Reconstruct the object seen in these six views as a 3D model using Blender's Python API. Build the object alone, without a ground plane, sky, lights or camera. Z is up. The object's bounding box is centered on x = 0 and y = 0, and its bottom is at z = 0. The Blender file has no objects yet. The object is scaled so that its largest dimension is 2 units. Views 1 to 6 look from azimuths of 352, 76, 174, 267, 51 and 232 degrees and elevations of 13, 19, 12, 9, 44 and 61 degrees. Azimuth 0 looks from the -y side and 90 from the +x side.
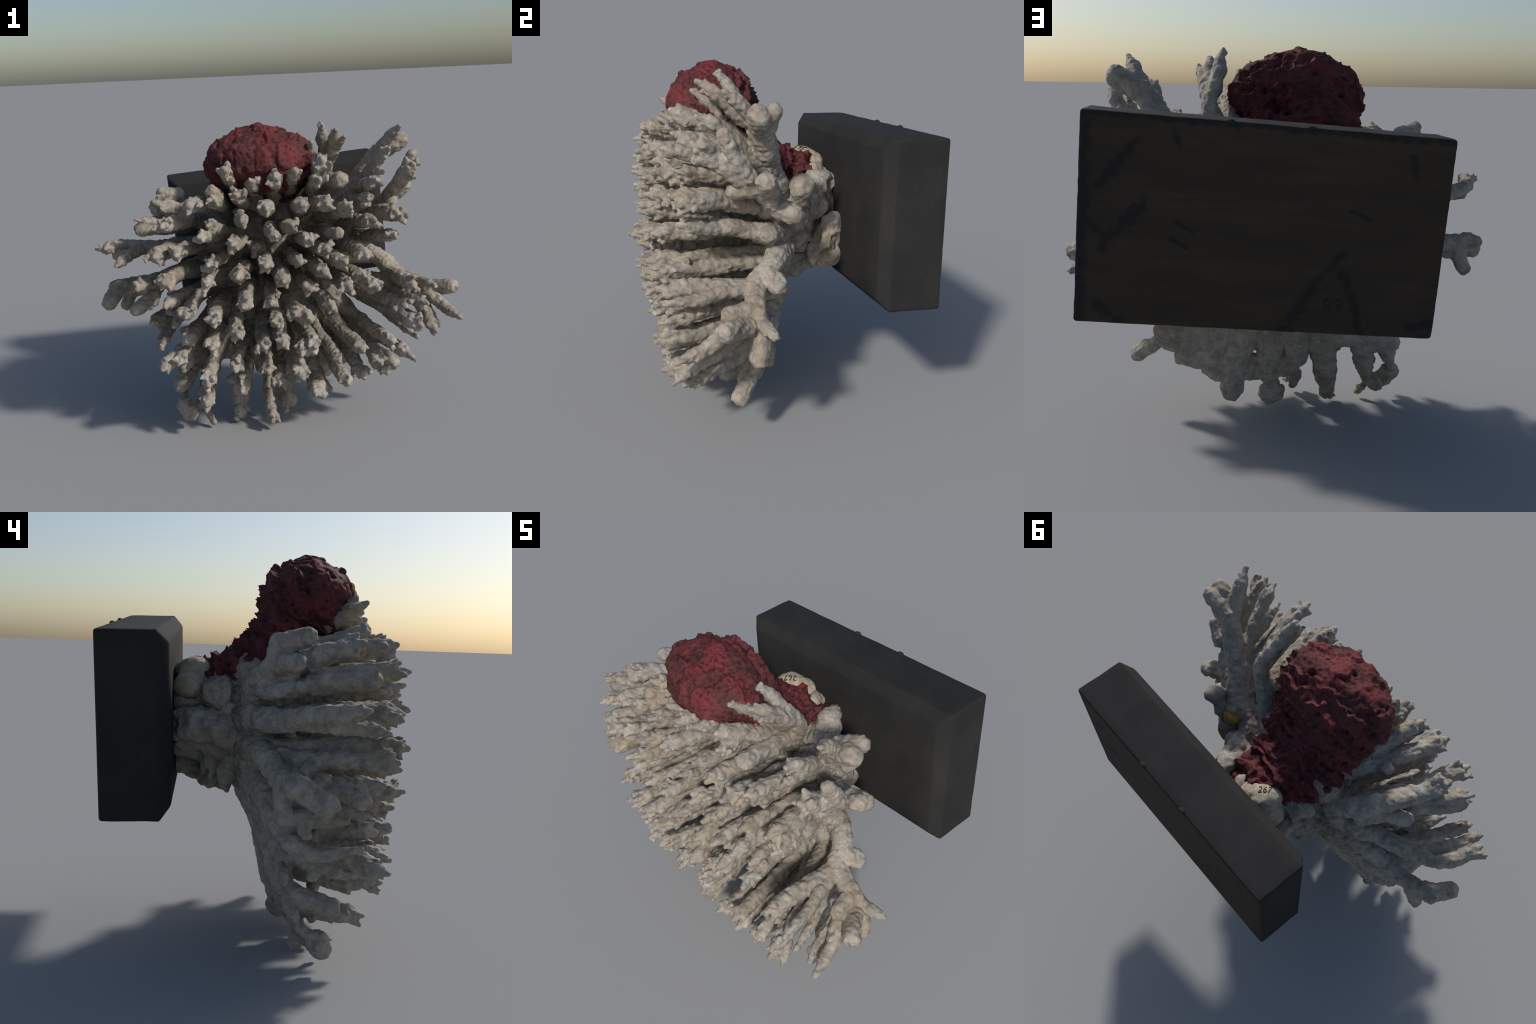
# Staghorn coral specimen with a red organ-pipe coral growing on it, fixed to a
# dark bevelled mounting block.  Everything is procedural: limbs + branch rules ->
# fused skin (voxel union) -> per-branch objects; a terraced dome; a wooden block.
import bpy, bmesh, math, random
import numpy as np
from mathutils import Vector, Matrix, noise, kdtree

rng = random.Random(20417)
np.random.seed(20417)
scene = bpy.context.scene

# ---------------------------------------------------------------- utilities
def link(obj, parent=None):
    scene.collection.objects.link(obj)
    if parent is not None:
        obj.parent = parent
    return obj

def mesh_from(name, verts, faces):
    me = bpy.data.meshes.new(name)
    me.from_pydata([tuple(v) for v in verts], [], faces)
    me.update()
    return me

class Soup:
    """Collects closed tubes, cones and lumps that are later fused to one skin."""
    def __init__(self):
        self.v, self.f = [], []
        self.n = 0

    def add(self, verts, faces):
        self.v.append(np.asarray(verts, float))
        self.f.extend([tuple(i + self.n for i in q) for q in faces])
        self.n += len(verts)

    def tube(self, pts, radii, sides=10, squash=None, rough=0.0):
        pts = np.asarray(pts, float)
        radii = np.asarray(radii, float)
        m = len(pts)
        tan = np.gradient(pts, axis=0)
        tan /= np.linalg.norm(tan, axis=1)[:, None] + 1e-12
        ref = np.array([0.31, 0.2, 0.93]) if abs(tan[0][2]) < 0.85 else np.array([1.0, 0.1, 0.0])
        u = np.cross(tan[0], ref)
        u /= np.linalg.norm(u)
        verts = [pts[0] - tan[0] * radii[0] * 0.5]
        ang = np.arange(sides) / sides * 2 * math.pi
        for i in range(m):
            u = u - tan[i] * np.dot(u, tan[i])
            u /= np.linalg.norm(u)
            w = np.cross(tan[i], u)
            k = np.ones(sides)
            if rough:
                k += rough * np.random.uniform(-1, 1, sides)
            ring = pts[i] + radii[i] * (np.cos(ang) * k)[:, None] * u + radii[i] * (np.sin(ang) * k)[:, None] * w
            if squash is not None:      # flatten towards the sheet plane (y)
                ring[:, 1] = pts[i][1] + (ring[:, 1] - pts[i][1]) * squash
            verts.extend(ring)
        verts.append(pts[-1] + tan[-1] * radii[-1] * 0.55)
        f = []
        for j in range(sides):
            f.append((0, 1 + (j + 1) % sides, 1 + j))
            for i in range(m - 1):
                a, b = 1 + i * sides, 1 + (i + 1) * sides
                f.append((a + j, a + (j + 1) % sides, b + (j + 1) % sides, b + j))
            a = 1 + (m - 1) * sides
            f.append((a + j, a + (j + 1) % sides, len(verts) - 1))
        self.add(verts, f)

    def lump(self, c, r, nu=14, nv=9):
        c, r = np.asarray(c, float), np.asarray(r, float)
        verts = [c + (0, 0, r[2])]
        for i in range(1, nv):
            t = math.pi * i / nv
            for j in range(nu):
                p = 2 * math.pi * j / nu
                verts.append(c + r * (math.sin(t) * math.cos(p), math.sin(t) * math.sin(p), math.cos(t)))
        verts.append(c - (0, 0, r[2]))
        f = []
        for j in range(nu):
            f.append((0, 1 + j, 1 + (j + 1) % nu))
            for i in range(nv - 2):
                a, b = 1 + i * nu, 1 + (i + 1) * nu
                f.append((a + j, b + j, b + (j + 1) % nu, a + (j + 1) % nu))
            a = 1 + (nv - 2) * nu
            f.append((a + j, len(verts) - 1, a + (j + 1) % nu))
        self.add(verts, f)

    def fuse(self, name, voxel, smooth=1):
        me = mesh_from(name, np.concatenate(self.v), self.f)
        ob = bpy.data.objects.new(name, me)
        scene.collection.objects.link(ob)
        mod = ob.modifiers.new('fuse', 'REMESH')
        mod.mode = 'VOXEL'
        mod.voxel_size = voxel
        mod.adaptivity = 0.0
        if smooth:
            s = ob.modifiers.new('soften', 'SMOOTH')
            s.factor = 0.5
            s.iterations = smooth
        dg = bpy.context.evaluated_depsgraph_get()
        out = bpy.data.meshes.new_from_object(ob.evaluated_get(dg))
        bpy.data.objects.remove(ob)
        bpy.data.meshes.remove(me)
        return out

def coords(me):
    a = np.empty(len(me.vertices) * 3)
    me.vertices.foreach_get('co', a)
    return a.reshape(-1, 3)

def normals(me):
    a = np.empty(len(me.vertices) * 3)
    me.vertices.foreach_get('normal', a)
    return a.reshape(-1, 3)

def set_coords(me, a):
    me.vertices.foreach_set('co', a.ravel())
    me.update()

def catmull(pts, per=8):
    p = [np.asarray(q, float) for q in pts]
    p = [2 * p[0] - p[1]] + p + [2 * p[-1] - p[-2]]
    out = []
    for i in range(1, len(p) - 2):
        for k in range(per):
            t = k / per
            out.append(0.5 * (2 * p[i] + (p[i + 1] - p[i - 1]) * t
                              + (2 * p[i - 1] - 5 * p[i] + 4 * p[i + 1] - p[i + 2]) * t * t
                              + (3 * p[i] - p[i - 1] - 3 * p[i + 1] + p[i + 2]) * t ** 3))
    out.append(p[-2])
    return np.array(out)

def smoothstep(a, b, x):
    t = np.clip((x - a) / (b - a), 0, 1)
    return t * t * (3 - 2 * t)

# ---------------------------------------------------------------- materials
def new_mat(name):
    m = bpy.data.materials.new(name)
    m.use_nodes = True
    nt = m.node_tree
    nt.nodes.clear()
    return m, nt

def nd(nt, kind, **kw):
    n = nt.nodes.new(kind)
    for k, v in kw.items():
        if k in n.inputs:
            n.inputs[k].default_value = v
        else:
            setattr(n, k, v)
    return n

def ramp(nt, src, stops):
    r = nt.nodes.new('ShaderNodeValToRGB')
    while len(r.color_ramp.elements) < len(stops):
        r.color_ramp.elements.new(0.5)
    for e, (p, c) in zip(r.color_ramp.elements, stops):
        e.position = p
        e.color = (c[0], c[1], c[2], 1) if isinstance(c, (tuple, list)) else (c, c, c, 1)
    nt.links.new(src, r.inputs[0])
    return r.outputs[0]

def mix(nt, fac, a, b, mode='MIX'):
    m = nt.nodes.new('ShaderNodeMix')
    m.data_type = 'RGBA'
    m.blend_type = mode
    for sock, val in ((m.inputs[0], fac), (m.inputs[6], a), (m.inputs[7], b)):
        if hasattr(val, 'is_output'):
            nt.links.new(val, sock)
        elif isinstance(val, (int, float)):
            sock.default_value = val
        else:
            sock.default_value = (val[0], val[1], val[2], 1)
    return m.outputs[2]

def math_node(nt, op, a, b=None, c=None, clamp=False):
    m = nt.nodes.new('ShaderNodeMath')
    m.operation = op
    m.use_clamp = clamp
    for i, val in enumerate((a, b, c)):
        if val is None:
            continue
        if hasattr(val, 'is_output'):
            nt.links.new(val, m.inputs[i])
        else:
            m.inputs[i].default_value = val
    return m.outputs[0]

def finish(nt, color, rough=0.8, height=None, strength=0.3, dist=0.01, spec=0.3):
    b = nd(nt, 'ShaderNodeBsdfPrincipled')
    b.inputs['Specular IOR Level'].default_value = spec
    nt.links.new(color, b.inputs['Base Color'])
    if hasattr(rough, 'is_output'):
        nt.links.new(rough, b.inputs['Roughness'])
    else:
        b.inputs['Roughness'].default_value = rough
    if height is not None:
        bp = nd(nt, 'ShaderNodeBump', Strength=strength, Distance=dist)
        nt.links.new(height, bp.inputs['Height'])
        nt.links.new(bp.outputs[0], b.inputs['Normal'])
    o = nd(nt, 'ShaderNodeOutputMaterial')
    nt.links.new(b.outputs[0], o.inputs[0])

def noise_tex(nt, vec, scale, detail=4, rough=0.55, dist=0.0):
    n = nd(nt, 'ShaderNodeTexNoise', Scale=scale, Detail=detail, Roughness=rough, Distortion=dist)
    nt.links.new(vec, n.inputs['Vector'])
    return n.outputs['Fac']

def scaled(nt, vec, s):
    m = nd(nt, 'ShaderNodeMapping')
    m.inputs['Scale'].default_value = s
    nt.links.new(vec, m.inputs['Vector'])
    return m.outputs[0]

def stony_coral():
    m, nt = new_mat('stony_coral')
    co = nd(nt, 'ShaderNodeTexCoord').outputs['Object']
    big = noise_tex(nt, co, 3.0, 3)
    mid = noise_tex(nt, co, 22.0, 4)
    fine = noise_tex(nt, co, 75.0, 3)
    c = ramp(nt, big, [(0.30, (0.30, 0.248, 0.188)), (0.52, (0.372, 0.336, 0.284)), (0.72, (0.425, 0.395, 0.35))])  # cream base darkened partway toward the shade baked into the scan
    spots = ramp(nt, mid, [(0.36, 0.66), (0.50, 0.95), (0.66, 1.10)])
    c = mix(nt, 1.0, c, spots, 'MULTIPLY')
    grain = ramp(nt, fine, [(0.32, 0.74), (0.45, 0.96), (0.62, 1.05)])
    c = mix(nt, 0.8, c, grain, 'MULTIPLY')
    # thin slate-blue shadow lines between the scales, painted into the colour
    vor = nd(nt, 'ShaderNodeTexVoronoi', Scale=48.0, feature='DISTANCE_TO_EDGE')
    warp = mix(nt, 0.06, co, nd(nt, 'ShaderNodeTexNoise', Scale=14.0).outputs['Color'])
    nt.links.new(warp, vor.inputs['Vector'])
    edge = ramp(nt, vor.outputs['Distance'], [(0.0, 1.0), (0.11, 0.0)])
    gate = ramp(nt, noise_tex(nt, co, 9.0, 3), [(0.46, 0.0), (0.60, 0.85)])
    em = math_node(nt, 'MULTIPLY', edge, gate)
    c = mix(nt, em, c, (0.20, 0.205, 0.21))
    tan = ramp(nt, noise_tex(nt, co, 7.0, 4, 0.6), [(0.48, 0.0), (0.66, 0.38)])
    c = mix(nt, tan, c, (0.285, 0.228, 0.162))
    h = math_node(nt, 'ADD', math_node(nt, 'MULTIPLY', fine, 0.6), mid)
    h = math_node(nt, 'SUBTRACT', h, math_node(nt, 'MULTIPLY', edge, 0.35))
    finish(nt, c, 0.8, h, 0.24, 0.010, spec=0.22)
    return m

def red_coral():
    m, nt = new_mat('red_pipe_coral')
    co = nd(nt, 'ShaderNodeTexCoord').outputs['Object']
    big = noise_tex(nt, co, 9.0, 4)
    fine = noise_tex(nt, co, 70.0, 3)
    c = ramp(nt, big, [(0.32, (0.062, 0.022, 0.022)), (0.5, (0.108, 0.028, 0.029)), (0.68, (0.178, 0.032, 0.036))])
    # pipe mouths: little dark rings in a loose grid
    vor = nd(nt, 'ShaderNodeTexVoronoi', Scale=40.0)
    vor.inputs['Randomness'].default_value = 0.75
    nt.links.new(co, vor.inputs['Vector'])
    dots = ramp(nt, vor.outputs['Distance'], [(0.20, 0.42), (0.50, 1.0)])
    c = mix(nt, 0.9, c, dots, 'MULTIPLY')
    c = mix(nt, 0.6, c, ramp(nt, fine, [(0.3, 0.6), (0.6, 1.1)]), 'MULTIPLY')
    # dust: greyish brown bloom on the worn outer face
    dust = ramp(nt, noise_tex(nt, co, 5.0, 4), [(0.45, 0.0), (0.7, 0.55)])
    c = mix(nt, dust, c, (0.105, 0.05, 0.046))
    h = math_node(nt, 'ADD', fine, math_node(nt, 'MULTIPLY', vor.outputs['Distance'], 0.8))
    finish(nt, c, 0.8, h, 0.35, 0.01, spec=0.2)
    return m

def segment_mask(nt, x, z, a, b, width):
    """1 near the segment a-b in the block's back plane, fading to 0."""
    dx, dz = b[0] - a[0], b[1] - a[1]
    ll = dx * dx + dz * dz
    px = math_node(nt, 'SUBTRACT', x, a[0])
    pz = math_node(nt, 'SUBTRACT', z, a[1])
    t = math_node(nt, 'ADD', math_node(nt, 'MULTIPLY', px, dx / ll), math_node(nt, 'MULTIPLY', pz, dz / ll), clamp=True)
    ex = math_node(nt, 'SUBTRACT', px, math_node(nt, 'MULTIPLY', t, dx))
    ez = math_node(nt, 'SUBTRACT', pz, math_node(nt, 'MULTIPLY', t, dz))
    d = math_node(nt, 'SQRT', math_node(nt, 'ADD', math_node(nt, 'MULTIPLY', ex, ex), math_node(nt, 'MULTIPLY', ez, ez)))
    return math_node(nt, 'SUBTRACT', 1.0, math_node(nt, 'DIVIDE', d, width), clamp=True)

def painted_wood():
    m, nt = new_mat('black_painted_wood')
    co = nd(nt, 'ShaderNodeTexCoord').outputs['Object']
    grain = noise_tex(nt, scaled(nt, co, (1.0, 4, 7)), 2.2, 5, 0.6, 0.6)
    pores = noise_tex(nt, co, 120.0, 3)
    c = ramp(nt, noise_tex(nt, co, 4.0, 4), [(0.3, (0.0225, 0.0225, 0.0225)), (0.7, (0.033, 0.0325, 0.0315))])
    # pale scuffs and dust
    scuff = math_node(nt, 'MULTIPLY', ramp(nt, noise_tex(nt, co, 34.0, 6, 0.7), [(0.60, 0.0), (0.74, 0.6)]),
                      ramp(nt, noise_tex(nt, co, 3.3, 3), [(0.5, 0.0), (0.62, 1.0)]))
    c = mix(nt, scuff, c, (0.10, 0.097, 0.09))
    speck = math_node(nt, 'MULTIPLY', ramp(nt, noise_tex(nt, scaled(nt, co, (1.6, 1.0, 0.7)), 85.0, 2), [(0.67, 0.0), (0.78, 0.25)]),
                      ramp(nt, noise_tex(nt, co, 2.6, 3), [(0.42, 0.0), (0.6, 1.0)]))
    c = mix(nt, speck, c, (0.13, 0.125, 0.11))
    # bare back: brown wood showing through, with smears of thick black paint
    sep = nd(nt, 'ShaderNodeSeparateXYZ')
    nt.links.new(co, sep.inputs[0])
    x, y, z = sep.outputs
    back = math_node(nt, 'GREATER_THAN', y, 0.137)
    brown = ramp(nt, grain, [(0.30, (0.040, 0.033, 0.026)), (0.5, (0.052, 0.039, 0.0285)), (0.72, (0.068, 0.047, 0.031))])
    smear = None
    for a, b, w in (((0.48, 0.288), (0.606, 0.117), 0.045), ((0.45, 0.065), (0.588, -0.103), 0.05),
                    ((-0.10, -0.38), (-0.20, -0.195), 0.055), ((-0.20, -0.195), (-0.293, -0.072), 0.035),
                    ((-0.39, -0.363), (-0.30, -0.13), 0.045), ((0.66, 0.36), (0.66, -0.36), 0.06),
                    ((-0.51, 0.303), (-0.535, 0.24), 0.04), ((0.637, -0.013), (0.573, -0.055), 0.05),
                    ((0.588, -0.321), (0.513, -0.375), 0.05), ((-0.67, 0.372), (0.67, 0.375), 0.03),
                    ((0.35, 0.335), (0.339, 0.299), 0.03), ((0.341, 0.018), (0.266, -0.024), 0.022),
                    ((0.337, -0.057), (0.28, -0.081), 0.022), ((-0.578, -0.342), (-0.656, -0.318), 0.05),
                    ((-0.313, 0.092), (-0.383, 0.064), 0.028)):
        s = segment_mask(nt, x, z, a, b, w)
        smear = s if smear is None else math_node(nt, 'MAXIMUM', smear, s)
    blot = math_node(nt, 'ADD', smear, math_node(nt, 'MULTIPLY', math_node(nt, 'SUBTRACT', noise_tex(nt, co, 30.0, 4), 0.5), 1.7))
    blot = ramp(nt, blot, [(0.45, 0.0), (0.8, 0.8)])
    brown = mix(nt, blot, brown, (0.021, 0.022, 0.023))
    c = mix(nt, back, c, brown)
    h = math_node(nt, 'ADD', math_node(nt, 'MULTIPLY', pores, 0.35), math_node(nt, 'MULTIPLY', grain, 0.6))
    finish(nt, c, 0.85, h, 0.22, 0.004, spec=0.14)
    return m

def plain(name, col, var=0.25, scale=40.0, rough=0.7):
    m, nt = new_mat(name)
    co = nd(nt, 'ShaderNodeTexCoord').outputs['Object']
    n = noise_tex(nt, co, scale, 4)
    lo = tuple(v * (1 - var) for v in col)
    hi = tuple(v * (1 + var) for v in col)
    c = ramp(nt, n, [(0.35, lo), (0.65, hi)])
    finish(nt, c, rough, n, 0.3, 0.006)
    return m

def cream_lump():
    m, nt = new_mat('cream_limestone')
    co = nd(nt, 'ShaderNodeTexCoord').outputs['Object']
    n = noise_tex(nt, co, 14.0, 5)
    c = ramp(nt, n, [(0.33, (0.31, 0.27, 0.165)), (0.5, (0.43, 0.375, 0.27)), (0.68, (0.43, 0.385, 0.315))])
    w = nd(nt, 'ShaderNodeTexWave', Scale=9.0, Distortion=6.0, Detail=3.0)
    nt.links.new(co, w.inputs['Vector'])
    c = mix(nt, ramp(nt, w.outputs['Fac'], [(0.02, 0.3), (0.12, 0.0)]), c, (0.15, 0.14, 0.12))
    finish(nt, c, 0.7, n, 0.4, 0.01)
    return m

MAT_CORAL = stony_coral()
MAT_RED = red_coral()
MAT_WOOD = painted_wood()
MAT_INK = plain('brown_ink', (0.055, 0.042, 0.03), 0.2)
MAT_PENCIL = plain('black_crayon', (0.018, 0.018, 0.018), 0.2)
MAT_YELLOW = plain('ochre_sponge', (0.36, 0.21, 0.045), 0.3)
MAT_CREAM = cream_lump()

# ---------------------------------------------------------------- the specimen
thing = bpy.data.objects.new('coral_specimen', None)
thing['label'] = 'pale branching coral with red coral dome on dark block'
thing['category'] = 'coral'
link(thing)

# Branch tips: x, y, z and the way the end looks
#   n = knobbly tip with a crown of cusps, p = smooth pointed finger, s = blunt broken stump
TIPS = [
    (-0.31, -0.46, 1.52, 'n'), (0.49, -0.55, 1.42, 'n'), (0.57, -0.42, 1.45, 'p'), (0.33, -0.44, 1.42, 's'),
    (0.06, -0.50, 1.50, 'n'), (-0.04, -0.50, 1.46, 'n'), (-0.17, -0.46, 1.45, 'n'), (0.20, -0.47, 1.43, 'n'),
    (0.65, -0.29, 1.25, 's'), (0.60, -0.54, 1.24, 'n'), (0.67, -0.51, 1.21, 'n'), (0.47, -0.58, 1.21, 'n'),
    (0.46, -0.49, 1.31, 'n'), (0.22, -0.56, 1.31, 'n'), (0.34, -0.57, 1.29, 'n'), (0.09, -0.53, 1.31, 'n'),
    (-0.11, -0.57, 1.31, 'n'), (-0.24, -0.60, 1.26, 'n'), (-0.26, -0.50, 1.39, 'n'), (-0.37, -0.54, 1.36, 'n'),
    (-0.38, -0.45, 1.41, 's'), (-0.51, -0.55, 1.35, 'n'), (-0.68, -0.39, 1.35, 'n'), (-0.65, -0.57, 1.25, 'n'),
    (-0.78, -0.46, 1.28, 'p'), (-0.47, -0.60, 1.19, 'n'), (-0.41, -0.45, 1.22, 'n'), (-0.30, -0.62, 1.14, 'n'),
    (-0.07, -0.60, 1.16, 'n'), (0.02, -0.58, 1.22, 'n'), (0.12, -0.60, 1.13, 'n'), (0.28, -0.55, 1.15, 's'),
    (0.60, -0.51, 1.11, 'n'), (0.51, -0.15, 1.01, 's'), (-0.16, -0.40, 1.07, 'n'), (0.05, -0.62, 1.02, 'n'),
    (0.21, -0.60, 1.07, 'n'), (0.42, -0.60, 1.02, 'n'), (0.30, -0.62, 1.00, 'n'), (-0.59, -0.59, 1.10, 'n'),
    (-0.70, -0.55, 1.09, 'n'), (-0.95, -0.38, 1.12, 'n'), (-0.90, -0.46, 1.04, 'p'), (-0.43, -0.60, 1.04, 'n'),
    (-0.13, -0.61, 1.01, 'n'), (-0.28, -0.60, 0.96, 'n'), (-0.44, -0.60, 0.93, 'n'), (-0.66, -0.58, 0.96, 'n'),
    (-0.80, -0.52, 0.92, 'n'), (-0.04, -0.63, 0.93, 'n'), (0.18, -0.64, 0.96, 'n'), (0.32, -0.62, 0.86, 'n'),
    (0.43, -0.51, 0.89, 'n'), (0.48, -0.60, 0.84, 'n'), (0.76, -0.59, 0.73, 'n'), (0.64, -0.57, 0.72, 'n'),
    (0.22, -0.62, 0.76, 'n'), (0.10, -0.64, 0.87, 'n'), (0.02, -0.60, 0.73, 'n'), (-0.11, -0.63, 0.81, 'n'),
    (-0.26, -0.65, 0.81, 'n'), (-0.56, -0.60, 0.77, 'n'), (-0.42, -0.62, 0.74, 'n'), (-0.75, -0.42, 0.78, 'p'),
    (-0.83, -0.40, 0.77, 's'), (-0.66, -0.50, 0.81, 'p'), (-0.74, -0.35, 0.68, 'p'), (-0.69, -0.42, 0.56, 'p'),
    (-0.62, -0.45, 0.68, 'p'), (-0.56, -0.50, 0.60, 'n'), (-0.43, -0.58, 0.58, 'n'), (-0.29, -0.62, 0.65, 'n'),
    (-0.15, -0.60, 0.56, 'n'), (-0.08, -0.64, 0.69, 'n'), (-0.05, -0.62, 0.58, 'n'), (0.10, -0.63, 0.70, 'n'),
    (0.13, -0.59, 0.54, 'n'), (0.05, -0.57, 0.49, 'n'), (0.27, -0.55, 0.43, 'n'), (0.39, -0.61, 0.50, 'n'),
    (0.29, -0.40, 0.64, 's'), (0.56, -0.60, 0.53, 'n'), (0.71, -0.63, 0.62, 'n'), (0.73, -0.50, 0.51, 'p'),
    (0.65, -0.60, 0.45, 'n'), (0.70, -0.56, 0.40, 'p'), (0.50, -0.57, 0.40, 'n'), (0.56, -0.50, 0.31, 'n'),
    (0.68, -0.26, 0.26, 's'), (0.42, -0.50, 0.30, 'n'), (0.32, -0.55, 0.29, 'n'), (0.19, -0.48, 0.20, 'n'),
    (0.13, -0.54, 0.24, 'n'), (0.06, -0.57, 0.36, 'n'), (-0.06, -0.50, 0.31, 'n'), (-0.13, -0.58, 0.41, 'n'),
    (-0.31, -0.57, 0.44, 'n'), (-0.27, -0.50, 0.28, 'n'), (-0.46, -0.55, 0.36, 'n'), (-0.61, -0.55, 0.50, 'n'),
    (-0.58, -0.46, 0.43, 'p'), (-0.70, -0.53, 0.47, 'n'), (-0.47, -0.48, 0.22, 'n'), (-0.60, -0.30, 0.14, 's'),
    (-0.54, -0.30, 0.08, 's'), (-0.42, -0.30, 0.03, 'p'), (-0.24, -0.25, 0.04, 's'), (-0.29, -0.26, 0.02, 'p'),
    (-0.10, -0.45, 0.07, 'n'), (-0.01, -0.35, 0.08, 'p'), (0.06, -0.20, 0.05, 's'), (-0.61, -0.34, 0.29, 's'),
    (-0.77, -0.43, 1.22, 's'),
    (-0.64, -0.20, 1.38, 's'), (-0.68, -0.15, 1.27, 's'), (-0.97, -0.26, 0.78, 's'), (-0.89, -0.09, 0.71, 's'),
    (0.73, -0.07, 0.82, 's'), (0.04, -0.15, 0.07, 's'), (-0.02, -0.12, 0.11, 's'), (-0.51, -0.18, 0.10, 's'),
    (0.70, 0.00, 1.14, 's'),
    # the open fork at the lower right: one stem, straight splayed fingers (last item: where each springs from)
    (0.665, -0.615, 0.85, 'n', (0.67, -0.20, 0.82)), (0.80, -0.60, 0.83, 'p', (0.69, -0.20, 0.82)),
    (0.95, -0.58, 0.63, 'p', (0.80, -0.22, 0.74)), (0.84, -0.35, 0.76, 's', (0.80, -0.22, 0.77)),
    (0.99, -0.39, 0.76, 's', (0.86, -0.24, 0.72)), (0.98, -0.16, 0.71, 'p', (0.86, -0.20, 0.74)),
    (0.89, -0.21, 0.55, 's', (0.85, -0.20, 0.70)), (0.84, -0.51, 0.54, 'n', (0.79, -0.22, 0.72)),
    # tall forked stem at the upper right
    (0.69, -0.32, 1.68, 'p', (0.60, -0.14, 1.49)), (0.76, -0.19, 1.60, 's', (0.62, -0.14, 1.51)),
    (0.74, -0.11, 1.62, 's', (0.63, -0.13, 1.52)), (0.60, -0.42, 1.57, 'n', (0.48, -0.08, 1.29)),
    (0.76, -0.34, 1.53, 's', (0.70, -0.21, 1.32)), (0.72, -0.46, 1.48, 'n', (0.66, -0.18, 1.26)),
    (0.79, -0.16, 1.33, 's', (0.68, -0.12, 1.26)),
    # three-pronged stem beside the dome
    (0.26, -0.27, 1.71, 'p', (0.32, -0.14, 1.51)), (0.32, -0.37, 1.68, 'p', (0.325, -0.15, 1.50)),
    (0.37, -0.36, 1.64, 'p', (0.33, -0.14, 1.49)), (0.18, -0.37, 1.62, 'p', (0.22, -0.12, 1.36)),
    (0.21, -0.48, 1.54, 'n', (0.26, -0.08, 1.32)),
]

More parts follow.
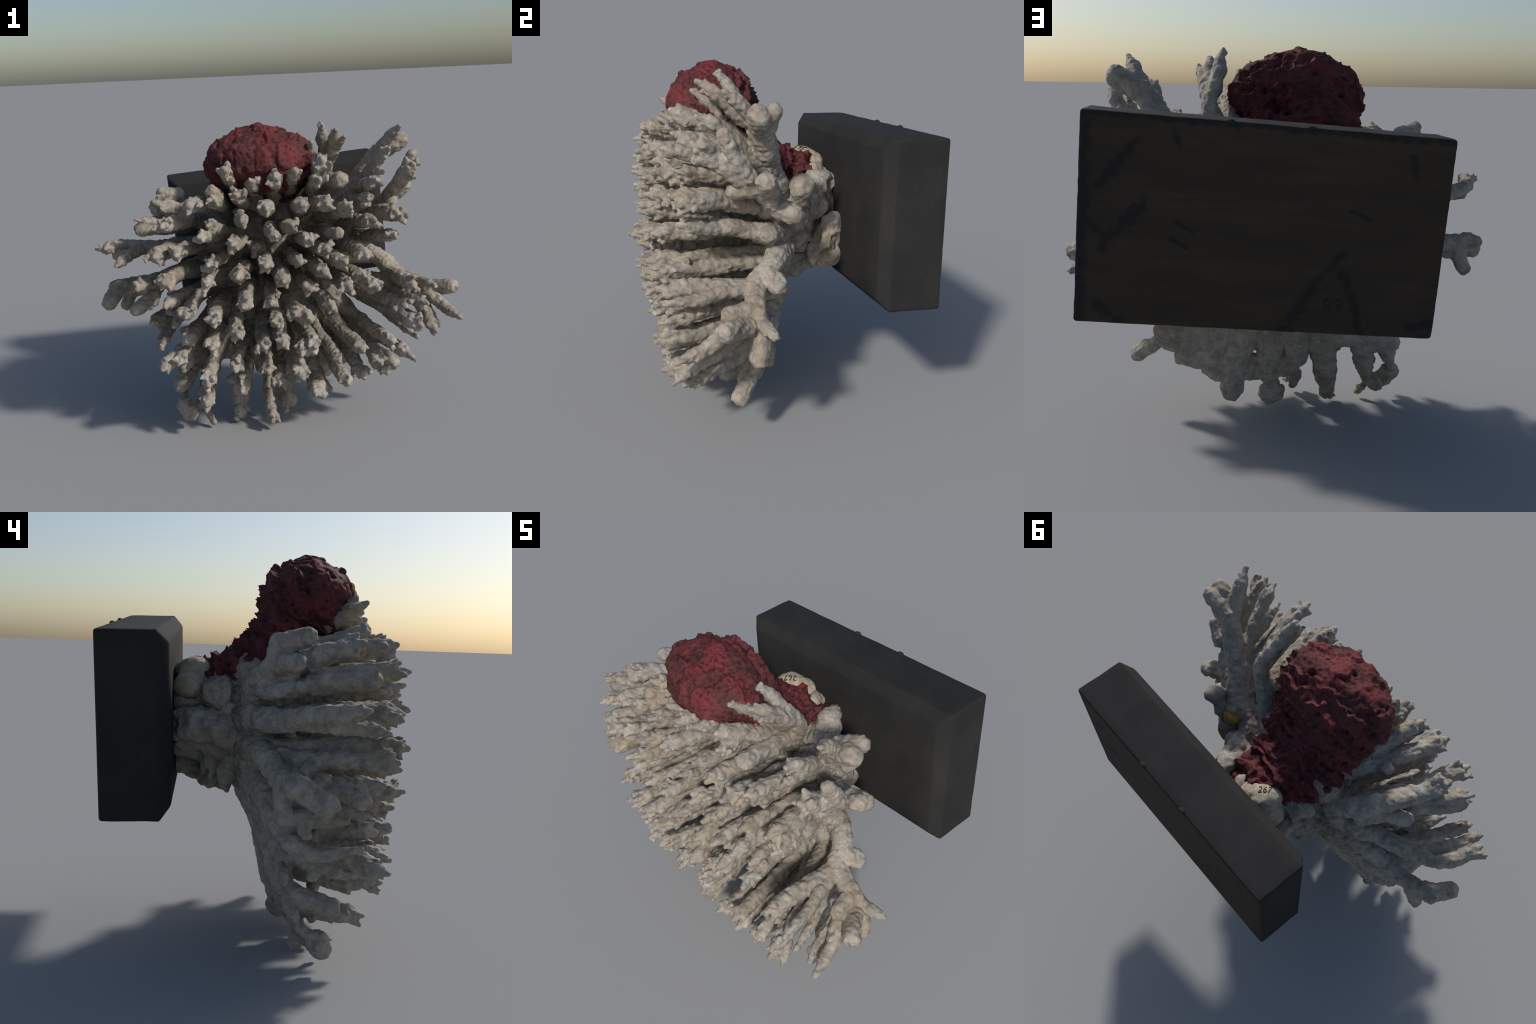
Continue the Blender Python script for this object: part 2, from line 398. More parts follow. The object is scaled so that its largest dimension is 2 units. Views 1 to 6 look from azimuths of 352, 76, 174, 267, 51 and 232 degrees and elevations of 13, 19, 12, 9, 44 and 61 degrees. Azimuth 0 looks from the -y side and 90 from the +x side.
# Main limbs that creep outwards from the trunk: (control points, root radius, end radius)
LIMBS = [
    # hanging curtain of fused limbs below
    ([(0.06, 0.08, 0.86), (0.13, -0.04, 0.58), (0.20, -0.09, 0.30), (0.22, -0.14, 0.07)], 0.085, 0.046),
    ([(0.06, 0.02, 0.80), (0.20, -0.04, 0.56), (0.30, -0.09, 0.36), (0.35, -0.12, 0.22)], 0.080, 0.044),
    ([(0.00, 0.08, 0.86), (0.04, -0.04, 0.54), (0.05, -0.10, 0.27), (0.04, -0.16, 0.11)], 0.080, 0.036),
    ([(-0.02, 0.08, 0.86), (-0.06, -0.04, 0.56), (-0.08, -0.10, 0.34), (-0.08, -0.14, 0.23)], 0.075, 0.044),
    ([(0.10, 0.08, 0.86), (0.26, -0.04, 0.62), (0.40, -0.09, 0.40), (0.48, -0.12, 0.27)], 0.080, 0.042),
    ([(0.12, 0.07, 0.88), (0.33, -0.02, 0.68), (0.47, -0.08, 0.50), (0.54, -0.11, 0.41)], 0.080, 0.042),
    ([(-0.06, 0.08, 0.86), (-0.16, -0.06, 0.52), (-0.22, -0.14, 0.27), (-0.28, -0.24, 0.04)], 0.075, 0.040),
    ([(-0.08, 0.08, 0.86), (-0.28, -0.06, 0.56), (-0.40, -0.13, 0.34), (-0.46, -0.24, 0.10)], 0.075, 0.038),
    ([(-0.10, 0.07, 0.88), (-0.38, -0.07, 0.60), (-0.50, -0.13, 0.42), (-0.57, -0.19, 0.21)], 0.075, 0.036),
    # gnarled roots of the trunk
    ([(0.25, 0.31, 0.97), (0.27, 0.27, 0.86), (0.20, 0.20, 0.77), (0.14, 0.10, 0.72)], 0.050, 0.055),
    ([(0.10, 0.34, 1.14), (0.18, 0.22, 1.13), (0.24, 0.12, 1.06), (0.28, 0.05, 0.95)], 0.060, 0.055),
    ([(0.24, 0.14, 1.02), (0.26, 0.15, 0.92), (0.24, 0.13, 0.84)], 0.050, 0.036),
    ([(-0.20, 0.34, 0.98), (-0.22, 0.20, 0.98), (-0.24, 0.06, 0.94)], 0.070, 0.060),
    ([(-0.14, 0.34, 0.88), (-0.18, 0.18, 0.88), (-0.22, 0.04, 0.82)], 0.060, 0.055),
    ([(-0.17, 0.12, 0.98), (-0.24, 0.10, 1.04), (-0.28, 0.11, 1.08)], 0.045, 0.028),
    ([(0.00, 0.34, 0.80), (0.02, 0.20, 0.74), (0.02, 0.08, 0.70)], 0.050, 0.060),
    # left side
    ([(-0.10, 0.05, 0.92), (-0.40, -0.03, 0.78), (-0.60, -0.10, 0.62), (-0.68, -0.20, 0.52)], 0.080, 0.040),
    ([(-0.10, 0.05, 0.95), (-0.45, -0.03, 0.90), (-0.72, -0.08, 0.85), (-0.96, -0.11, 0.845)], 0.085, 0.036),
    ([(-0.10, 0.05, 1.00), (-0.42, -0.02, 1.03), (-0.65, -0.10, 1.05), (-0.86, -0.16, 1.09)], 0.085, 0.038),
    ([(-0.10, 0.05, 1.05), (-0.35, 0.00, 1.15), (-0.50, -0.05, 1.24), (-0.54, -0.07, 1.37)], 0.085, 0.038),
    # upper side
    ([(-0.10, 0.00, 1.10), (-0.22, -0.03, 1.20), (-0.29, -0.10, 1.30)], 0.080, 0.042),
    ([(0.00, 0.00, 1.10), (0.00, -0.04, 1.20), (0.02, -0.10, 1.28)], 0.080, 0.042),
    ([(0.10, 0.03, 1.08), (0.20, -0.03, 1.22), (0.31, -0.09, 1.42), (0.325, -0.14, 1.52)], 0.066, 0.040),
    ([(0.15, 0.05, 1.05), (0.38, 0.00, 1.17), (0.46, -0.06, 1.28), (0.53, -0.09, 1.39), (0.59, -0.13, 1.48), (0.64, -0.15, 1.55)], 0.074, 0.054),
    ([(0.34, 0.04, 1.05), (0.43, 0.07, 1.13), (0.495, 0.08, 1.235)], 0.042, 0.034),
    # right side
    ([(0.15, 0.03, 1.00), (0.42, 0.00, 1.08), (0.60, -0.08, 1.18), (0.68, -0.18, 1.28)], 0.075, 0.042),
    ([(0.15, 0.03, 0.97), (0.42, 0.00, 0.99), (0.60, -0.12, 1.04)], 0.080, 0.045),
    ([(0.15, 0.03, 0.93), (0.42, 0.00, 0.92), (0.62, -0.09, 0.90), (0.67, -0.20, 0.82)], 0.080, 0.050),
    ([(0.66, -0.17, 0.84), (0.76, -0.20, 0.79), (0.86, -0.20, 0.73)], 0.050, 0.044),
    ([(0.15, 0.03, 0.88), (0.40, -0.02, 0.76), (0.60, -0.09, 0.63), (0.72, -0.15, 0.54)], 0.080, 0.040),
]

# Lumps that fill the trunk, the hub and the web between hanging limbs: centre, half sizes
LUMPS = [
    ((-0.02, 0.30, 1.05), (0.18, 0.11, 0.15)), ((0.02, 0.17, 1.00), (0.19, 0.15, 0.16)),
    ((0.10, 0.29, 0.83), (0.13, 0.085, 0.11)), ((-0.15, 0.19, 0.81), (0.075, 0.05, 0.09)),
    ((-0.21, 0.115, 0.79), (0.06, 0.045, 0.09)), ((0.24, 0.30, 0.90), (0.055, 0.06, 0.06)),
    ((-0.05, 0.14, 1.12), (0.17, 0.14, 0.11)), ((0.02, 0.05, 0.95), (0.22, 0.06, 0.20)),
    ((-0.22, 0.14, 1.14), (0.10, 0.085, 0.075)), ((0.10, 0.28, 1.10), (0.06, 0.07, 0.06)),
    ((-0.15, 0.28, 0.89), (0.10, 0.08, 0.06)), ((0.24, 0.12, 0.95), (0.10, 0.09, 0.12)), ((0.24, 0.12, 1.07), (0.07, 0.07, 0.06)),
    ((-0.08, -0.04, 1.06), (0.21, 0.085, 0.17)), ((0.05, -0.03, 0.90), (0.19, 0.075, 0.14)),
    ((0.22, 0.28, 0.80), (0.08, 0.06, 0.08)), ((0.16, 0.20, 1.05), (0.11, 0.11, 0.09)),
    ((0.14, 0.23, 0.77), (0.10, 0.07, 0.08)),
    ((0.38, 0.08, 1.02), (0.07, 0.06, 0.06)),
    ((0.20, -0.06, 0.48), (0.13, 0.030, 0.10)), ((0.34, -0.07, 0.44), (0.14, 0.030, 0.12)),
    ((0.47, -0.07, 0.43), (0.12, 0.030, 0.10)), 
    ((-0.01, -0.07, 0.47), (0.09, 0.032, 0.10)), ((0.27, -0.10, 0.27), (0.11, 0.030, 0.10)),
    ((0.38, -0.10, 0.31), (0.10, 0.028, 0.07)), ((0.12, -0.11, 0.24), (0.09, 0.028, 0.07)),
    ((-0.02, -0.12, 0.24), (0.09, 0.028, 0.06)), ((0.22, -0.13, 0.14), (0.06, 0.032, 0.08)),
    ((-0.34, -0.09, 0.43), (0.13, 0.032, 0.09)), ((-0.45, -0.11, 0.37), (0.12, 0.030, 0.07)),
    ((-0.55, -0.12, 0.42), (0.08, 0.030, 0.05)), ((-0.27, -0.09, 0.38), (0.07, 0.028, 0.05)),
    ((-0.80, -0.09, 0.83), (0.10, 0.035, 0.06)), ((-0.24, 0.00, 1.22), (0.12, 0.10, 0.10)),
    ((0.05, -0.02, 1.22), (0.16, 0.10, 0.10)),
]

soup = Soup()
skel_p, skel_r, skel_id = [], [], []      # skeleton samples used to name the skin

def remember(path, radii, ident, skip=0.0):
    """Store skeleton samples every ~1.5 cm with their thickness and owner."""
    path = np.asarray(path)
    seg = np.linalg.norm(np.diff(path, axis=0), axis=1)
    s = np.concatenate([[0], np.cumsum(seg)])
    for d in np.arange(skip, s[-1] + 1e-6, 0.015):
        skel_p.append([np.interp(d, s, path[:, k]) for k in range(3)])
        skel_r.append(np.interp(d, s, radii))
        skel_id.append(ident)

limb_pts, limb_rad = [], []
for li, (ctrl, r0, r1) in enumerate(LIMBS):
    p = catmull(ctrl, 10)
    m = len(p)
    w = np.array([noise.noise_vector(Vector(q) * 6.0) for q in p]) * 0.014
    p = p + w * np.linspace(0, 1, m)[:, None]
    t = np.linspace(0, 1, m)
    r = (r0 * (1 - t) ** 1.3 + r1 * (1 - (1 - t) ** 1.3)) * (0.92 if len(ctrl) > 3 else 1.0)
    r = r * (1 + 0.16 * np.array([noise.noise(Vector(q) * 9.0) for q in p]))
    r[-1] *= 0.75
    if li < 9:
        r[-5:] *= np.linspace(0.95, 0.36, 5)
    sheet = li < 9                      # hanging limbs are fused into a thin sheet
    soup.tube(p, r * (1.35 if sheet else 1.0), 12, rough=0.05, squash=0.60 if sheet else None)
    remember(p, r, 0)
    limb_pts.extend(p)
    limb_rad.extend(r)
limb_pts = np.array(limb_pts)
limb_rad = np.array(limb_rad)
for c, r in LUMPS:
    soup.lump(c, r)
    skel_p.append(c); skel_r.append(min(r)); skel_id.append(0)

CX, CZ = 0.15, 0.85        # the fan of branches opens from here
def find_root(tip, kind):
    """Where on the limbs a branch with this tip starts, and a knee it passes."""
    v = np.array([tip[0] - CX, 0, tip[2] - CZ])
    want = np.array([CX, -0.05, CZ]) + 0.70 * v
    near = np.linalg.norm(limb_pts - tip, axis=1)
    d = np.linalg.norm(limb_pts - want, axis=1)
    if near.min() < 0.34:                     # close to a limb: spring from it
        i = int(np.argmin(0.62 * near + 0.38 * d))
        return limb_pts[i], limb_rad[i], None
    i = int(np.argmin(d))
    return limb_pts[i], limb_rad[i], (want if d[i] > 0.07 else None)

def twigs(path, radii, L, count):
    """Short side twigs that crowd round the end of a branch."""
    m = len(path)
    tan = path[-1] - path[-4]
    tan /= np.linalg.norm(tan)
    a0 = rng.uniform(0, 6.28)
    for c in range(count):
        back = rng.uniform(0.07, 0.17)
        k = max(1.0, (m - 1) * (1 - back / L))
        i = min(int(k), m - 2)
        p = path[i] + (path[i + 1] - path[i]) * (k - i)
        e1 = np.cross(tan, [0.2, 0.3, 0.93])
        e1 /= np.linalg.norm(e1)
        e2 = np.cross(tan, e1)
        a = a0 + c * 2.2 + rng.uniform(-0.5, 0.5)
        side = math.cos(a) * e1 + math.sin(a) * e2
        ln = back * rng.uniform(0.62, 0.95)
        out = rng.uniform(0.034, 0.050)
        q = [p, p + tan * ln * 0.35 + side * out * 0.65, p + tan * ln * 0.72 + side * out * 0.95, p + tan * ln + side * out * 1.05]
        q = catmull(q, 3)
        r = np.linspace(radii[i] * 0.80, radii[i] * 0.55, len(q)) * np.linspace(1, 0.55, len(q)) ** 1.2
        r[-1] *= 0.7
        soup.tube(q, r, 8, rough=0.1)
        corallites(q, r, 0.35, rng.randint(5, 9), 0.010, 1.5)
        remember(q, r, ident)

def crown(path, radii, L, count):
    """Sharp flaring cusps in a ring a few centimetres below the tip."""
    m = len(path)
    tan = path[-1] - path[-4]
    tan /= np.linalg.norm(tan)
    e1 = np.cross(tan, [0.3, 0.2, 0.93])
    e1 /= np.linalg.norm(e1)
    e2 = np.cross(tan, e1)
    a0 = rng.uniform(0, 6.28)
    for c in range(count):
        a = a0 + c * 6.28 / count + rng.uniform(-0.45, 0.45)
        side = math.cos(a) * e1 + math.sin(a) * e2
        k = (m - 1) * (1 - rng.uniform(0.040, 0.085) / L)
        i = max(0, min(int(k), m - 2))
        p = path[i] + (path[i + 1] - path[i]) * (k - i)
        r = radii[i]
        d = side * rng.uniform(0.75, 1.0) + tan * rng.uniform(0.6, 1.2)
        d /= np.linalg.norm(d)
        s = rng.uniform(0.017, 0.026)
        a1 = p + side * r * 0.45
        soup.tube([a1 - tan * s * 0.8, a1 + d * s * 0.9, a1 + d * s * 1.9], [s * 1.0, s * 0.75, s * 0.16], 7)

def corallites(path, radii, t0, count, size, lean, t1=0.985):
    """Small pointed cups that stand on a branch and lean towards its tip."""
    m = len(path)
    tan = np.gradient(path, axis=0)
    tan /= np.linalg.norm(tan, axis=1)[:, None]
    for _ in range(count):
        t = t0 + (t1 - t0) * rng.random() ** 0.7
        k = t * (m - 1)
        i = min(int(k), m - 2)
        p = path[i] + (path[i + 1] - path[i]) * (k - i)
        r = radii[i] + (radii[i + 1] - radii[i]) * (k - i)
        side = np.cross(tan[i], [rng.gauss(0, 1) for _ in range(3)])
        side /= np.linalg.norm(side)
        d = side + tan[i] * lean * rng.uniform(0.6, 1.4)
        d /= np.linalg.norm(d)
        s = size * rng.uniform(0.6, 1.35)
        a = p + side * r * 0.72
        soup.tube([a - tan[i] * s * 0.6, a + d * s * 0.6, a + d * s * 1.5], [s * 0.80, s * 0.85, s * 0.32], 6)

done = []       # (tip, path) of the branches already grown
ident = 0
for x, y, z, kind, *given in TIPS:
    tip = np.array([x, y, z])
    ident += 1
    near = None
    for q, qp in done:
        dd = np.linalg.norm(q - tip)
        if dd < 0.098 and (near is None or dd < near[0]):
            near = (dd, qp)
    thick = rng.uniform(0.031, 0.045)
    knee = None
    if given:                                 # springs from a known place
        near = None
        root, rr = np.array(given[0]), 0.034
        base_tan = tip - root
        base_tan /= np.linalg.norm(base_tan)
    elif near is not None:                    # a fork of its neighbour
        k = int(len(near[1]) * rng.uniform(0.52, 0.64))
        root, rr = near[1][k], 0.036
        base_tan = near[1][k + 1] - near[1][k - 1]
        base_tan /= np.linalg.norm(base_tan)
    else:
        root, rr, knee = find_root(tip, kind)
        v = np.array([x - CX, 0, z - CZ])
        base_tan = v / (np.linalg.norm(v) + 0.05) * 0.9 + np.array([0, -0.6, 0])
        base_tan /= np.linalg.norm(base_tan)
    L = np.linalg.norm(tip - root)
    chord = (tip - root) / L
    end_tan = chord * 0.75 + np.array([0, -0.5, 0.0])
    if kind == 's':
        end_tan = chord
    end_tan /= np.linalg.norm(end_tan)
    if knee is not None:
        path = catmull([root, knee, knee + (tip - knee) * 0.5 + np.array([0, -0.015, 0]), tip], max(4, int(L / 0.066)))
        n = len(path)
        t = np.linspace(0, 1, n)[:, None]
    b1 = root + (base_tan * 0.45 + chord * 0.55) * L * 0.33
    b2 = tip - end_tan * L * 0.33
    if knee is None:
        n = max(8, int(L / 0.022))
        t = np.linspace(0, 1, n)[:, None]
        path = (1 - t) ** 3 * root + 3 * (1 - t) ** 2 * t * b1 + 3 * (1 - t) * t * t * b2 + t ** 3 * tip
    wig = np.array([noise.noise_vector(Vector(q) * 7.0 + Vector((ident * 3.1, 0, 0))) for q in path]) * 0.012
    path = path + wig * (t * (1 - t) * 4)
    t = t[:, 0]
    base_r = min(thick * 1.20, rr + 0.010)
    rad = base_r + (thick - base_r) * np.minimum(t / 0.8, 1)
    rad = rad * (1 + 0.13 * np.array([noise.noise(Vector(q) * 16.0) for q in path]))
    fromtip = L * (1 - t)
    if kind == 'n':
        rad = rad * (0.27 + 0.73 * smoothstep(-0.006, 0.080, fromtip))
    elif kind == 'p':
        rad = rad * (0.32 + 0.60 * smoothstep(-0.004, 0.10, fromtip) + 0.08 * smoothstep(0.08, 0.2, fromtip)) * 0.84
    else:
        rad = rad * (0.80 + 0.20 * smoothstep(0.0, 0.03, fromtip)) * 1.04
    soup.tube(path, rad, 10, rough=0.07)
    remember(path, rad, ident, skip=max(rr * 0.9, 0.03))
    done.append((tip, path))
    rho = math.hypot(x - CX, z - CZ)
    if rho > 0.48 and x < 0.1 and near is None and L > 0.25 and not given:
        # blunt stubs of broken side twigs on the outside of the colony
        for _ in range(rng.choice((1, 1, 2))):
            k = int(n * rng.uniform(0.22, 0.55))
            o = np.array([x - CX, 0, z - CZ]) / rho
            d = o * rng.uniform(0.5, 1.0) + np.array([rng.uniform(-0.5, 0.5), rng.uniform(-0.7, 0.35), rng.uniform(-0.5, 0.5)])
            d /= np.linalg.norm(d)
            ln = rng.uniform(0.065, 0.105)
            q = [path[k], path[k] + d * ln * 0.55, path[k] + d * ln]
            soup.tube(q, [0.036, 0.030, rng.uniform(0.020, 0.028)], 9, rough=0.06)
            remember(q, [0.036, 0.030, 0.024], ident)
    if kind == 'n':
        if L > 0.2 and near is None:
            twigs(path, rad, L, rng.choice((0, 1, 1, 2, 2)))
        corallites(path, rad, 0.33, int(16 + 44 * L), 0.0120, 2.2, 1 - 0.05 / L)
        crown(path, rad, L, rng.randint(2, 5))
    elif kind == 'p':
        corallites(path, rad, 0.35, int(10 + 30 * L), 0.0085, 1.2)
    else:
        corallites(path, rad, 0.30, int(4 + 10 * L), 0.008, 0.6)
        # a few blunt knobs of broken side twigs
branch_count = ident

skin = soup.fuse('coral_skin', 0.0053, 1)
co = coords(skin)
no = normals(skin)
# surface relief: rolling lumps, scaly roughness, both along the normal
rel = np.empty(len(co))
for i in range(len(co)):
    v = Vector(co[i])
    rel[i] = 0.0055 * noise.noise(v * 18.0) + 0.0055 * noise.noise(v * 42.0) + 0.0018 * noise.noise(v * 100.0)
stem = smoothstep(-0.02, 0.10, co[:, 1])
for i in np.where(stem > 0.01)[0]:
    v = Vector(co[i])
    ridge = 1 - abs(noise.noise(v * 9.0)) * 2
    hollow = min(max((0.36 - noise.voronoi(v * 7.5)[0][0]) / 0.22, 0), 1)
    rel[i] += stem[i] * (0.006 - 0.034 * hollow + 0.028 * noise.noise(v * 7.0) + 0.022 * (ridge - 0.5) + 0.016 * noise.noise(v * 17.0) + 0.006 * noise.noise(v * 36.0))
co = co + no * rel[:, None]
set_coords(skin, co)
no = normals(skin)

# split the one skin into trunk and branches by nearest skeleton sample
kd = kdtree.KDTree(len(skel_p))
for i, p in enumerate(skel_p):
    kd.insert(p, i)
kd.balance()
owner = np.zeros(len(co), int)
for i in range(len(co)):
    best, bi = 1e9, 0
    for _, j, d in kd.find_n(co[i], 5):
        q = d - skel_r[j]
        if q < best:
            best, bi = q, skel_id[j]
    owner[i] = bi

def part_from_skin(name, me, sel_faces, quads, co, no, mat):
    used = np.unique(quads[sel_faces])
    remap = np.full(len(co), -1)
    remap[used] = np.arange(len(used))
    out = bpy.data.meshes.new(name)
    out.from_pydata(co[used].tolist(), [], remap[quads[sel_faces]].tolist())
    out.polygons.foreach_set('use_smooth', np.ones(len(out.polygons), bool))
    out.update()
    out.normals_split_custom_set_from_vertices(no[used].tolist())
    out.materials.append(mat)
    return out

nf = len(skin.polygons)
lt = np.empty(nf, int)
skin.polygons.foreach_get('loop_total', lt)
assert (lt == 4).all()
quads = np.empty(nf * 4, int)
skin.polygons.foreach_get('vertices', quads)
quads = quads.reshape(-1, 4)
fo = owner[quads[:, 0]]
base_me = part_from_skin('coral_base', skin, np.where(fo == 0)[0], quads, co, no, MAT_CORAL)
link(bpy.data.objects.new('coral_base', base_me), thing)
for k in range(1, branch_count + 1):
    sel = np.where(fo == k)[0]
    if len(sel) < 12:
        continue
    link(bpy.data.objects.new('branch', part_from_skin('branch', skin, sel, quads, co, no, MAT_CORAL)), thing)
bpy.data.meshes.remove(skin)

# ---------------------------------------------------------------- red organ-pipe coral
red = Soup()
for c, r in [((-0.075, -0.225, 1.525), (0.312, 0.215, 0.190)), ((-0.080, -0.165, 1.480), (0.305, 0.165, 0.165)),
             ((-0.085, -0.10, 1.385), (0.285, 0.130, 0.130)), ((-0.090, -0.010, 1.290), (0.265, 0.110, 0.108)),
             ((-0.085, 0.095, 1.235), (0.230, 0.100, 0.090)), ((-0.045, 0.19, 1.195), (0.180, 0.100, 0.082)),
             ((0.020, 0.280, 1.145), (0.095, 0.070, 0.060)), ((-0.090, -0.345, 1.425), (0.130, 0.085, 0.075))]:
    red.lump(c, r, 28, 18)
rme = red.fuse('red_coral', 0.0062, 6)
rc, rn = coords(rme), normals(rme)
ORIGIN = np.array([-0.04, 0.36, 1.02])          # pipes radiate from here
rel = np.empty(len(rc))
for i in range(len(rc)):
    v = Vector(rc[i])
    d = rc[i] - ORIGIN
    dist = np.linalg.norm(d)
    n = rn[i]
    # broken back slope shows storeys (shelves) and pipes; the front is the worn outer storey
    side = 1 - abs(float(np.dot(n, d / dist)))
    broken = min(max((side - 0.25) / 0.4, 0), 1)
    front = 1 - broken
    warp = noise.noise(v * 11.0) * 0.9 + noise.noise(v * 27.0) * 0.35
    ph = (dist / 0.070 + warp) % 1.0
    shelf = (ph ** 2.2) if ph < 0.86 else (1 - (ph - 0.86) / 0.14)
    ang = math.atan2(d[0], d[2] + 0.15)
    ang2 = math.atan2(d[1], d[2])
    flute = math.sin(ang * 88 + 2.2 * noise.noise(v * 7.0)) * 0.5 + math.sin(ang2 * 60 + 3 * noise.noise(v * 9.0)) * 0.25
    cell = noise.voronoi(v * 15.0)[0]
    hole = min(max((0.34 - cell[0]) / 0.2, 0), 1) * (1 if noise.noise(v * 8.0 + Vector((5, 2, 1))) > 0.0 else 0)
    plate = noise.voronoi(v * 13.0)[0]
    crack = min((plate[1] - plate[0]) / 0.12, 1)
    flake = noise.cell(v * 14.0 + noise.noise_vector(v * 6.0) * 0.7)
    small = noise.voronoi(v * 38.0)[0][0]
    pock = min(max((0.40 - small) / 0.25, 0), 1)
    rel[i] = (broken * (0.044 * (shelf - 0.45) + 0.0045 * flute - 0.046 * hole)
              + front * (0.013 * (flake - 0.5) - 0.020 * hole + 0.003 * crack)
              - 0.005 * pock + 0.012 * noise.noise(v * 9.0) + 0.006 * noise.noise(v * 33.0))
rc = rc + rn * rel[:, None]
set_coords(rme, rc)
bm = bmesh.new()
bm.from_mesh(rme)
for _ in range(1):
    bmesh.ops.smooth_vert(bm, verts=bm.verts, factor=0.5, use_axis_x=True, use_axis_y=True, use_axis_z=True)
bm.to_mesh(rme)
bm.free()
rme.polygons.foreach_set('use_smooth', np.ones(len(rme.polygons), bool))
rme.materials.append(MAT_RED)
link(bpy.data.objects.new('red_coral', rme), thing)

# ---------------------------------------------------------------- cream limestone lump with its ink number
cs = Soup()
for c, r in [((-0.14, 0.265, 1.195), (0.085, 0.085, 0.080)), ((-0.075, 0.290, 1.190), (0.070, 0.070, 0.070)),
             ((-0.20, 0.285, 1.150), (0.060, 0.070, 0.055))]:
    cs.lump(c, r, 20, 14)
cme = cs.fuse('limestone_lump', 0.006, 6)
cc, cn = coords(cme), normals(cme)
rel = np.array([0.010 * noise.noise(Vector(q) * 16.0) + 0.0035 * noise.noise(Vector(q) * 45.0) for q in cc])
set_coords(cme, cc + cn * rel[:, None])
cme.polygons.foreach_set('use_smooth', np.ones(len(cme.polygons), bool))
cme.materials.append(MAT_CREAM)
lump = link(bpy.data.objects.new('limestone_lump', cme), thing)

def writing(name, body, size, loc, xdir, normal, mat, depth, target=None):
    cu = bpy.data.curves.new(name, 'FONT')
    cu.body = body
    cu.size = size
    cu.align_x = 'CENTER'
    cu.align_y = 'CENTER'
    cu.extrude = depth
    cu.resolution_u = 3
    tmp = bpy.data.objects.new(name, cu)
    scene.collection.objects.link(tmp)
    dg = bpy.context.evaluated_depsgraph_get()
    me = bpy.data.meshes.new_from_object(tmp.evaluated_get(dg))
    bpy.data.objects.remove(tmp)
    bpy.data.curves.remove(cu)
    n = Vector(normal).normalized()
    xd = Vector(xdir)
    xd = (xd - n * xd.dot(n)).normalized()
    yd = n.cross(xd)
    M = Matrix((xd, yd, n)).transposed().to_4x4()
    M.translation = Vector(loc)
    me.transform(M)
    if target is not None:       # lay the strokes on the lump
        tb = bmesh.new()
        tb.from_mesh(me)
        bmesh.ops.triangulate(tb, faces=tb.faces)
        for _ in range(2):
            bmesh.ops.subdivide_edges(tb, edges=[e for e in tb.edges if e.calc_length() > 0.004], cuts=1)
            bmesh.ops.triangulate(tb, faces=tb.faces)
        tb.to_mesh(me)
        tb.free()
        bpy.context.view_layer.update()
        for v in me.vertices:
            ok, hit, hn, _ = target.ray_cast(v.co + n * 0.15, -n)
            if ok:
                off = (v.co - Vector(loc)).dot(n)
                v.co = hit + n * (off + depth * 0.6 + 0.0012)
    me.materials.append(mat)
    return me

me = writing('inventory_number', '267', 0.045, (-0.13, 0.255, 1.27), (-0.70, -0.70, 0.0), (-0.1, 0.35, 1.0),
             MAT_INK, 0.0012, lump)
link(bpy.data.objects.new('inventory_number', me), thing)

# small ochre sponge between the limbs
ys = Soup()
ys.lump((0.350, 0.085, 1.165), (0.052, 0.042, 0.026))
yme = ys.fuse('yellow_sponge', 0.005, 2)
yme.polygons.foreach_set('use_smooth', np.ones(len(yme.polygons), bool))
yme.materials.append(MAT_YELLOW)
link(bpy.data.objects.new('yellow_sponge', yme), thing)

# ---------------------------------------------------------------- mounting block
W, H = 0.677, 0.385                  # half width, half height
Y0, Y1 = -0.145, 0.143               # front and back planes (block centre = 0)
CH = 0.047                           # front chamfer

def outline(inset, corner, per=40):
    """Rounded rectangle, counter-clockwise in x-z, evenly sampled per side."""
    w, h = W - inset, H - inset
    pts = []
    corners = [(w, h), (-w, h), (-w, -h), (w, -h)]
    for k, (cx, cz) in enumerate(corners):
        sx, sz = math.copysign(1, cx), math.copysign(1, cz)
        a0 = k * math.pi / 2
        for j in range(5):
            a = a0 + j / 4 * math.pi / 2
            pts.append((cx - sx * corner + corner * math.cos(a), cz - sz * corner + corner * math.sin(a)))
        nx, nz = corners[(k + 1) % 4]
        a1 = a0 + math.pi / 2
        p = np.array(pts[-1])
        nsx, nsz = math.copysign(1, nx), math.copysign(1, nz)
        q = np.array((nx - nsx * corner + corner * math.cos(a1), nz - nsz * corner + corner * math.sin(a1)))
        for j in range(1, per):
            pts.append(tuple(p + (q - p) * j / per))
    return pts

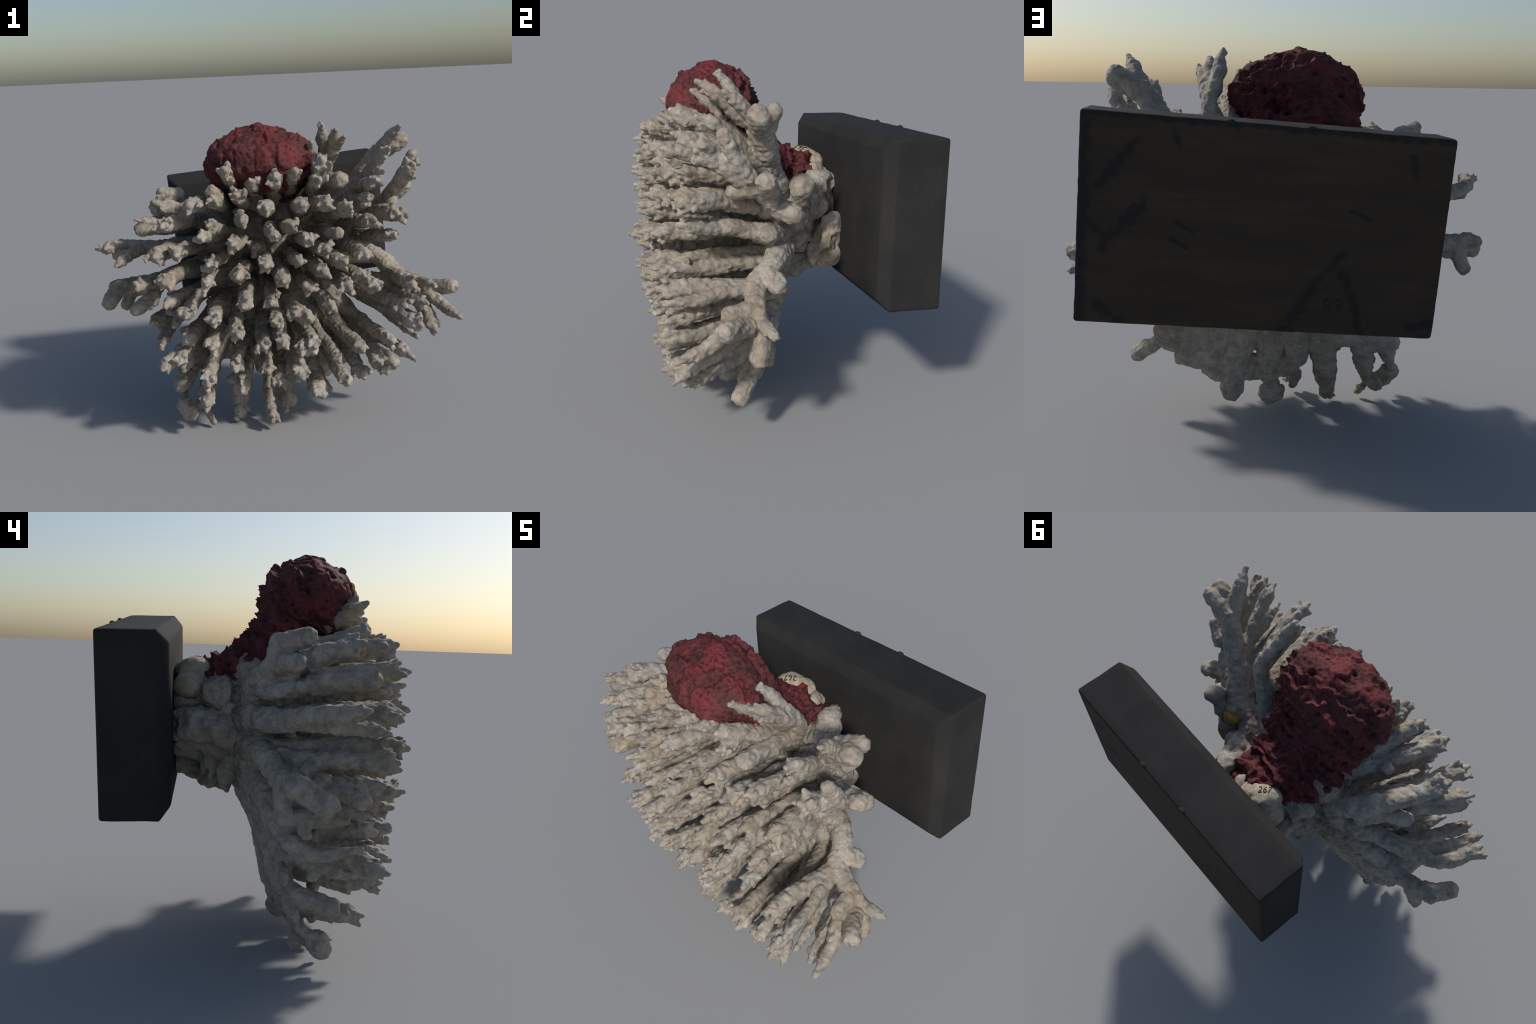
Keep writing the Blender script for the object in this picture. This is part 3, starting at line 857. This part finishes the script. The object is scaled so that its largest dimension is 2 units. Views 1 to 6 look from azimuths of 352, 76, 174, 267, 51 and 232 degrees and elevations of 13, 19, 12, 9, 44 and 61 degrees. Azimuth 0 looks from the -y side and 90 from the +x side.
rings = [(CH + 0.10, Y0), (CH + 0.010, Y0), (CH + 0.003, Y0 + 0.002), (CH - 0.004, Y0 + 0.006),
         (0.005, Y0 + CH - 0.006), (0.001, Y0 + CH - 0.001), (0.0, Y0 + CH + 0.006), (0.0, Y0 + 0.10), (0.0, Y0 + 0.16),
         (0.0, Y1 - 0.05), (0.0, Y1 - 0.012), (0.002, Y1 - 0.004), (0.007, Y1 - 0.0008), (0.014, Y1), (0.10, Y1)]
bv, bf = [], []
for inset, y in rings:
    for px, pz in outline(inset, 0.012):
        v = Vector((px, y, pz))
        wob = noise.noise(v * 9.0) * 0.003 + noise.noise(v * 34.0) * 0.0018
        if inset > 0.05:
            wob = 0.0
        f = 1 - wob
        bv.append((px - math.copysign(wob, px) * (abs(px) > W * 0.9), y, pz - math.copysign(wob, pz) * (abs(pz) > H * 0.85)))
npr = len(bv) // len(rings)
for i in range(len(rings) - 1):
    for j in range(npr):
        a, b = i * npr + j, i * npr + (j + 1) % npr
        bf.append((a, b, b + npr, a + npr))
bf.append(tuple(range(npr))[::-1])
bf.append(tuple((len(rings) - 1) * npr + j for j in range(npr)))
blk = mesh_from('mounting_block', bv, bf)
bm = bmesh.new()
bm.from_mesh(blk)
bmesh.ops.recalc_face_normals(bm, faces=bm.faces)
bm.to_mesh(blk)
bm.free()
blk.polygons.foreach_set('use_smooth', np.ones(len(blk.polygons), bool))
blk.materials.append(MAT_WOOD)
block = bpy.data.objects.new('mounting_block', blk)
link(block, thing)
block.location = (0.131, 0.4975, 1.042)
block.rotation_euler = (math.radians(-1.2), -math.radians(4.12), math.radians(0.6))
try:
    blk.set_sharp_from_angle(angle=math.radians(32))
except Exception:
    pass
bpy.context.view_layer.update()

# drips of thick paint on the upper back edge
drip = Soup()
for px in (0.157, -0.134):
    drip.lump((px, Y1 - 0.006, H - 0.004), (0.020, 0.013, 0.010), 12, 8)
dme = drip.fuse('paint_drip', 0.003, 2)
dme.polygons.foreach_set('use_smooth', np.ones(len(dme.polygons), bool))
dme.materials.append(MAT_WOOD)
dr = link(bpy.data.objects.new('paint_drip', dme), block)

# hand-written number on the back
me = writing('chalk_number', '89', 0.085, (-0.275, Y1 + 0.0006, -0.275), (-1, 0, 0.02), (0, 1, 0), MAT_PENCIL, 0.0007)
link(bpy.data.objects.new('chalk_number', me), block)
